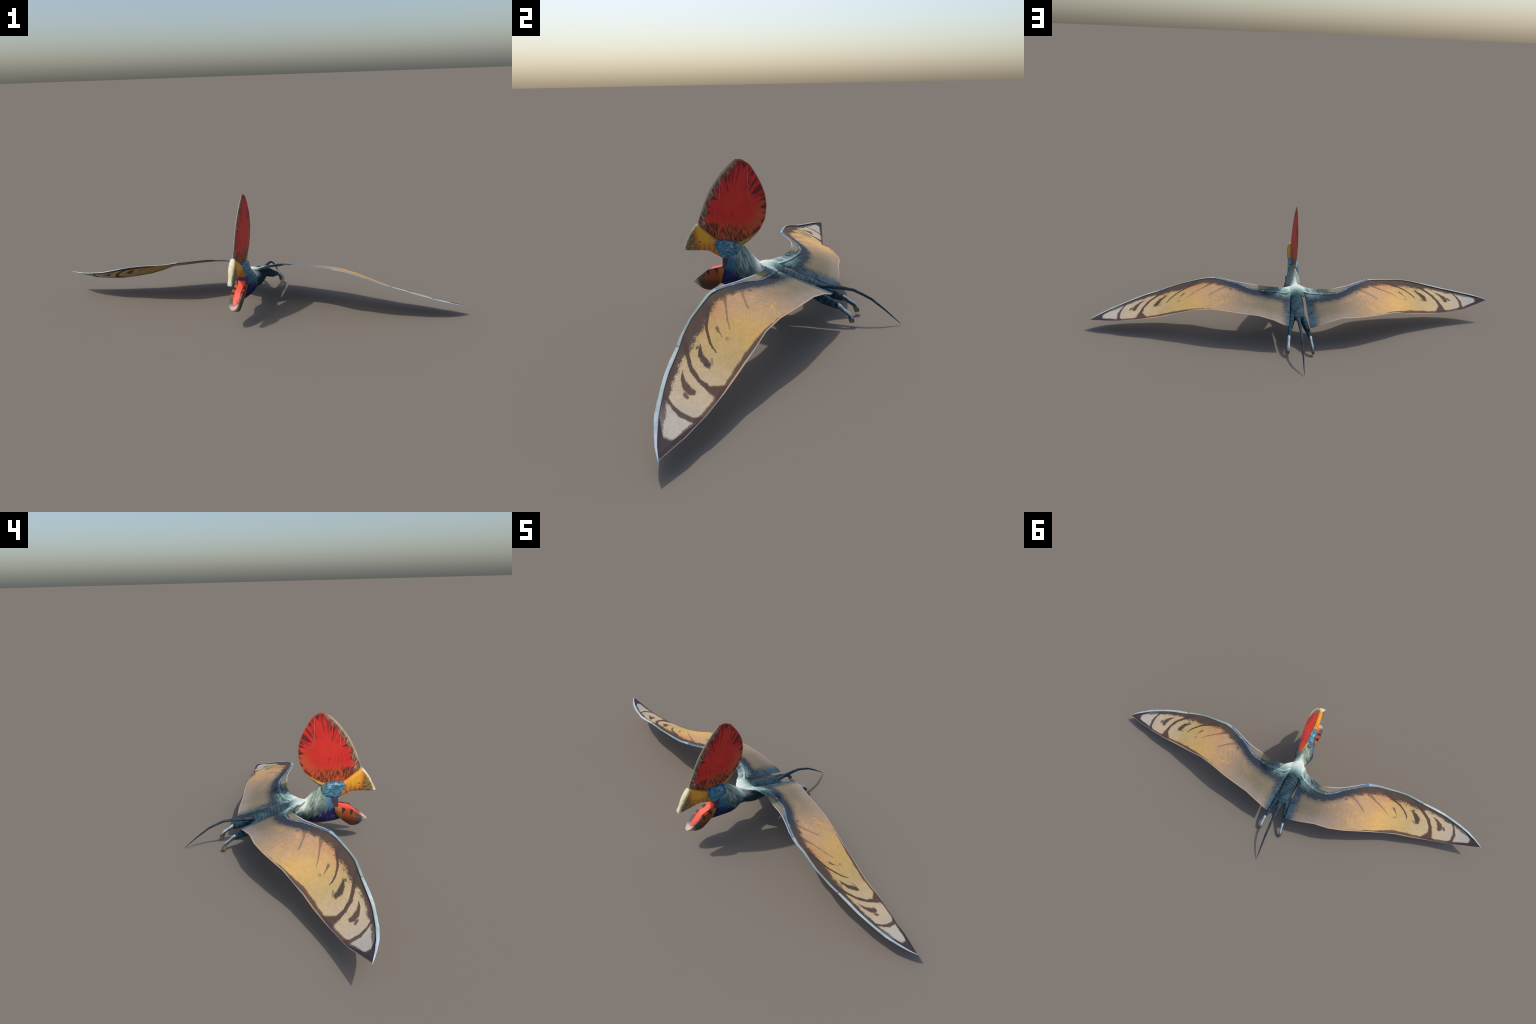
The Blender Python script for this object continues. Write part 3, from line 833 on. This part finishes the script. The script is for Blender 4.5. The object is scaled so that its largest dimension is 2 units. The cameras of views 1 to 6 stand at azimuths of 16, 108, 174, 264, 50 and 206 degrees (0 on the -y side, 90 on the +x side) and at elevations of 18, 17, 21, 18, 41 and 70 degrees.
for i in range(NV + 1):
    g = i / NV
    rt, rb = [], []
    for j in range(NU + 1):
        u = j / NU
        x = XR + (XL - XR) * u
        ends = min(1.0, min(u, 1 - u) / 0.22)
        side, ax = (1, x) if x > 0 else (-1, -x)
        yl = float(polyline(LEFT_LEAD if side > 0 else RIGHT_LEAD, max(ax, 0.030))[0])
        k = min(1.0, ax / 0.030)
        front = -0.110 * (1 - k * k) + (yl + 0.004) * k * k
        rear = front + 0.010 + (-0.034 + 0.016 * abs(x - 0.005) / 0.06 - front - 0.010) * math.sin(ends * math.pi / 2) + 0.004 * math.sin(j * 1.9)
        y = front + (rear - front) * g
        z = mantle_height(x, y)
        edge = min(1.0, 4 * min(g + 0.12, 1 - g, u + 0.03, 1 - u + 0.03))
        z = z - 0.0035 * (1 - edge) + 0.0008 * pnoise(Vector((x * 260, y * 60, 1.0)))
        rt.append(Vector((x, y, z)))
        rb.append(Vector((x, y, z - 0.003 - 0.006 * edge * (1 if ax < 0.04 else 0.3))))
    top.append(rt)
    bot.append(rb)
v, f = loft([a + b[::-1] for a, b in zip(top, bot)])
make("shoulder_mantle", v, f, mantle_material(), angle=70)

# --------------------------------------------------------------------------- tail
TAIL = [(.010, .060, .118, 0.0156, .012), (.011, .105, .1165, 0.0111, .0088), (.011, .160, .1175, 0.0088, .0078), (.012, .205, .1165, 0.0072, .0068), (.0125, .245, .1125, 0.0060, .0056),
        (.0130, .278, .099, 0.0055, .0050), (.0130, .310, .084, 0.0049, .0045), (.0135, .360, .0475, 0.0036, .0032), (.0140, .415, .0022, 0.0010, .0010)]
v, f = tube(TAIL, 8, 1)
make("tail", v, f, tail_material(), angle=50)

# --------------------------------------------------------------------------- hind limbs
leg_mat, claw_mat = leg_material(), plain("claw_horn", (92, 78, 56), 0.4)


def section(cx, a, b, hw, n=10):
    """flattened ring between an upper point a=(y, z) and a lower point b, half width hw"""
    ring = []
    for j in range(n):
        t = 2 * math.pi * j / n
        u = 0.5 + 0.5 * math.sin(t)
        ring.append(Vector((cx + hw * math.copysign(abs(math.cos(t)) ** 0.8, math.cos(t)), b[0] + (a[0] - b[0]) * u, b[1] + (a[1] - b[1]) * u)))
    return ring


for side in (1, -1):
    X = (lambda d: 0.011 + d) if side > 0 else (lambda d: 0.011 - d)
    dzl = 0.0 if side > 0 else -0.005
    LEG = [  # sideways from the body axis, upper y z, lower y z, half width
        (.018, .070, .140, .060, .092, .015), (.026, .105, .130, .095, .083, .0145), (.033, .130, .113, .122, .071, .0130), (.039, .150, .101, .143, .0635, .0110),
        (.044, .172, .0905, .168, .0595, .0090), (.047, .190, .0810, .190, .0545, .0075), (.050, .203, .0745, .199, .0545, .0068), (.0505, .2085, .0720, .206, .0535, .0066),
        (.052, .2215, .0605, .2155, .0470, .0060), (.054, .236, .0510, .228, .0385, .0060), (.0555, .2450, .0445, .2365, .0310, .0066), (.0565, .2520, .0300, .2385, .0200, .0072),
        (.057, .2585, .0170, .2430, .0115, .0074)]
    rows = smooth_rows([(d, ya, za + dzl, yb, zb + dzl, w) for d, ya, za, yb, zb, w in LEG], 2)
    v, f = loft([section(X(d), (ya, za), (yb, zb), w) for d, ya, za, yb, zb, w in rows])
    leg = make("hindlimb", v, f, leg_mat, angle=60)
    toe = None
    for k in range(4):
        cy = 0.2440 + k * 0.0044
        cz = 0.0135 + k * 0.0010 + dzl
        w = 0.0058
        px = X(.057)
        v, f = tube([(px, cy - .003, cz + .010, w, .0026), (px, cy - .001, cz + .004, w * .95, .0024), (px, cy, cz - .001, w * .8, .0020), (px, cy + .0008, max(.0006, cz - .006), w * .35, .0008)], 8, 2)
        make("toe", v, f, claw_mat, leg)

# --------------------------------------------------------------------------- head with upper beak
HX = 0.004
HEAD = [  # y, top z, bottom z, half width top, half width low
    (-.176, .248, .206, .0150, .0170), (-.183, .256, .201, .0215, .0235), (-.192, .2615, .1985, .0248, .0280), (-.210, .2635, .1975, .0250, .0285), (-.230, .2635, .1955, .0240, .0280),
    (-.249, .2635, .1965, .0230, .0260), (-.262, .2640, .2030, .0220, .0240), (-.276, .2650, .2085, .0205, .0220), (-.292, .2750, .2150, .0185, .0200), (-.308, .2860, .2220, .0170, .0180),
    (-.330, .3010, .2215, .0155, .0165), (-.347, .3135, .2205, .0140, .0160), (-.357, .3215, .2195, .0115, .0160), (-.368, .3080, .2185, .0150, .0155), (-.380, .2915, .2175, .0150, .0145),
    (-.391, .2750, .2165, .0125, .0135), (-.401, .2540, .2160, .0085, .0120), (-.407, .2410, .2155, .0075, .0110), (-.4125, .2300, .2150, .0095, .0105), (-.4148, .2260, .2145, .0085, .0095)]
rings = []
for y, zt, zb, wt, wb in HEAD:
    h = zt - zb
    prof = [(0.45, 1.0), (0.80, 0.965), (0.97, 0.87), (1.0, 0.70), (1.0, 0.45), (0.97, 0.22), (0.88, 0.07), (0.62, 0.0)]
    half = []
    for fx, u in prof:
        w = wb + (wt - wb) * u
        half.append((fx * w, zb + h * u))
    rings.append([Vector((HX + a, y, b)) for a, b in half] + [Vector((HX - a, y, b)) for a, b in half[::-1]])
v, f = loft(rings)
head = make("head", v, f, head_material(), angle=50)

eye_mat = eye_material()
for sx in (1, -1):
    bm = bmesh.new()
    bmesh.ops.create_uvsphere(bm, u_segments=20, v_segments=14, radius=0.0058)
    me = bpy.data.meshes.new("eye")
    for vert in bm.verts:
        vert.co = Vector((vert.co.x * 0.8 + HX + sx * 0.0225, vert.co.y - 0.2095, vert.co.z * 0.85 + 0.2480))
    for fc in bm.faces:
        fc.smooth = True
    bm.to_mesh(me)
    bm.free()
    me.materials.append(eye_mat)
    ob = bpy.data.objects.new("eye", me)
    bpy.context.scene.collection.objects.link(ob)
    ob.parent = head

# --------------------------------------------------------------------------- crest: thin sail, thickest in its middle
crest_mat = crest_material()
yc, zc = -0.205, 0.385
NA, NRR = 96, 14
outline = []
per = [Vector((p[0], p[1])) for p in CREST]
lens = [(per[(i + 1) % len(per)] - per[i]).length for i in range(len(per))]
total = sum(lens)
for k in range(NA):
    d = total * k / NA
    i = 0
    while d > lens[i]:
        d -= lens[i]
        i += 1
    outline.append(per[i].lerp(per[(i + 1) % len(per)], d / lens[i]))
verts, faces = [], []
for sgn in (1, -1):
    off = len(verts)
    verts.append(Vector((HX + sgn * 0.0042, yc, zc)))
    for r in range(1, NRR + 1):
        g = r / NRR
        for p in outline:
            yy, zz = yc + (p.x - yc) * g, zc + (p.y - zc) * g
            th = 0.0006 + 0.0036 * (1 - g ** 2.2)
            th += 0.0006 * pnoise(Vector((yy * 30, zz * 14, sgn * 3.0))) * (1 - g)
            verts.append(Vector((HX + sgn * th, yy, zz)))
    for k in range(NA):
        faces.append((off, off + 1 + k, off + 1 + (k + 1) % NA))
    for r in range(NRR - 1):
        a, b = off + 1 + r * NA, off + 1 + (r + 1) * NA
        for k in range(NA):
            n = (k + 1) % NA
            faces.append((a + k, a + n, b + n, b + k))
half = 1 + NRR * NA
for k in range(NA):
    n = (k + 1) % NA
    a = 1 + (NRR - 1) * NA
    faces.append((a + k, a + n, half + a + n, half + a + k))
make("crest", verts, faces, crest_mat, angle=60)
# yellow bony spine under the rear of the crest
spine = [(HX, -.200, .2480, .0150, .0110), (HX, -.180, .2560, .0100, .0085), (HX, -.155, .2700, .0055, .0060), (HX, -.132, .2875, .0028, .0030), (HX, -.112, .3060, .0010, .0008)]
v, f = tube(spine, 8, 2)
make("crest_spine", v, f, plain("crest_spine_horn", (170, 138, 58), 0.5, 0.5, lit=0.95), angle=60)

# --------------------------------------------------------------------------- lower jaw, mouth lining, tongue
JAW = [  # upper y z, lower y z, half width top, half width below
    (-.230, .1650, -.236, .126, .0285, .0230), (-.246, .1615, -.248, .110, .0300, .0240), (-.264, .1570, -.266, .0920, .0305, .0235), (-.290, .1505, -.289, .0735, .0310, .0220),
    (-.310, .1450, -.308, .0605, .0305, .0200), (-.326, .1320, -.322, .0590, .0290, .0185), (-.345, .1175, -.336, .0615, .0265, .0165), (-.361, .1060, -.353, .0695, .0225, .0135),
    (-.373, .0965, -.368, .0780, .0165, .0095), (-.3825, .0890, -.3815, .0860, .0080, .0040)]
rings = []
for yt, zt, yb, zb, wt, wb in JAW:
    P = lambda x, u: Vector((HX - 0.003 + x, yb + (yt - yb) * u, zb + (zt - zb) * u + x * 0.16 * u * min(1.0, (yt + 0.39) / 0.05)))
    d = min(0.22, 0.009 / max(zt - zb, 0.004))
    half = [(0.0, 1 - d), (wt * 0.55, 1 - d * 0.55), (wt * 0.96, 1.0), (wt, 0.90), (wt * 0.97 + wb * 0.03, 0.62), (wb, 0.25), (wb * 0.72, 0.05), (wb * 0.3, 0.0)]
    rings.append([P(a, u) for a, u in half] + [P(-a, u) for a, u in half[:0:-1]])
v, f = loft(rings)
jaw = make("lower_jaw", v, f, jaw_material(), angle=45)

LINING = [(-.262, .200, .153, .0190), (-.248, .202, .150, .0235), (-.238, .202, .145, .0262), (-.226, .203, .140, .0275), (-.206, .204, .140, .0270)]
rings = []
for y, zt, zb, w in LINING[1:]:
    rings.append([Vector((HX + 0.001 + w * cx, y, zb + (zt - zb) * u)) for cx, u in ((1, 0), (1.04, .35), (1.02, .7), (.9, 1), (-.9, 1), (-1.02, .7), (-1.04, .35), (-1, 0))])
v, f = loft(rings)
make("mouth_lining", v, f, plain("mouth_lining_skin", (74, 56, 78), 0.45, 0.3), angle=50)

TONGUE = [  # y, z top, z bottom, half width: up the back of the mouth, over the hump and down to the chin
    (-.2440, .2030, .150, .0180), (-.2490, .1750, .148, .0180), (-.2560, .1640, .144, .0168), (-.2800, .1570, .141, .0150), (-.3060, .1495, .132, .0145), (-.3300, .1290, .116, .0145),
    (-.3500, .1100, .100, .0130), (-.3590, .1010, .096, .0040)]
rings = []
for y, zt, zb, w in TONGUE:
    rings.append([Vector((HX + 0.001 + a * w, y, zb + (zt - zb) * u)) for a, u in ((0, .97), (.9, 1), (1, .85), (.9, 0), (-.9, 0), (-1, .85), (-.9, 1))])
v, f = loft(rings)
make("tongue", v, f, plain("tongue_flesh", (252, 92, 70), 0.5, 0.06, 0.35, 1.1), angle=40)

bpy.context.view_layer.update()
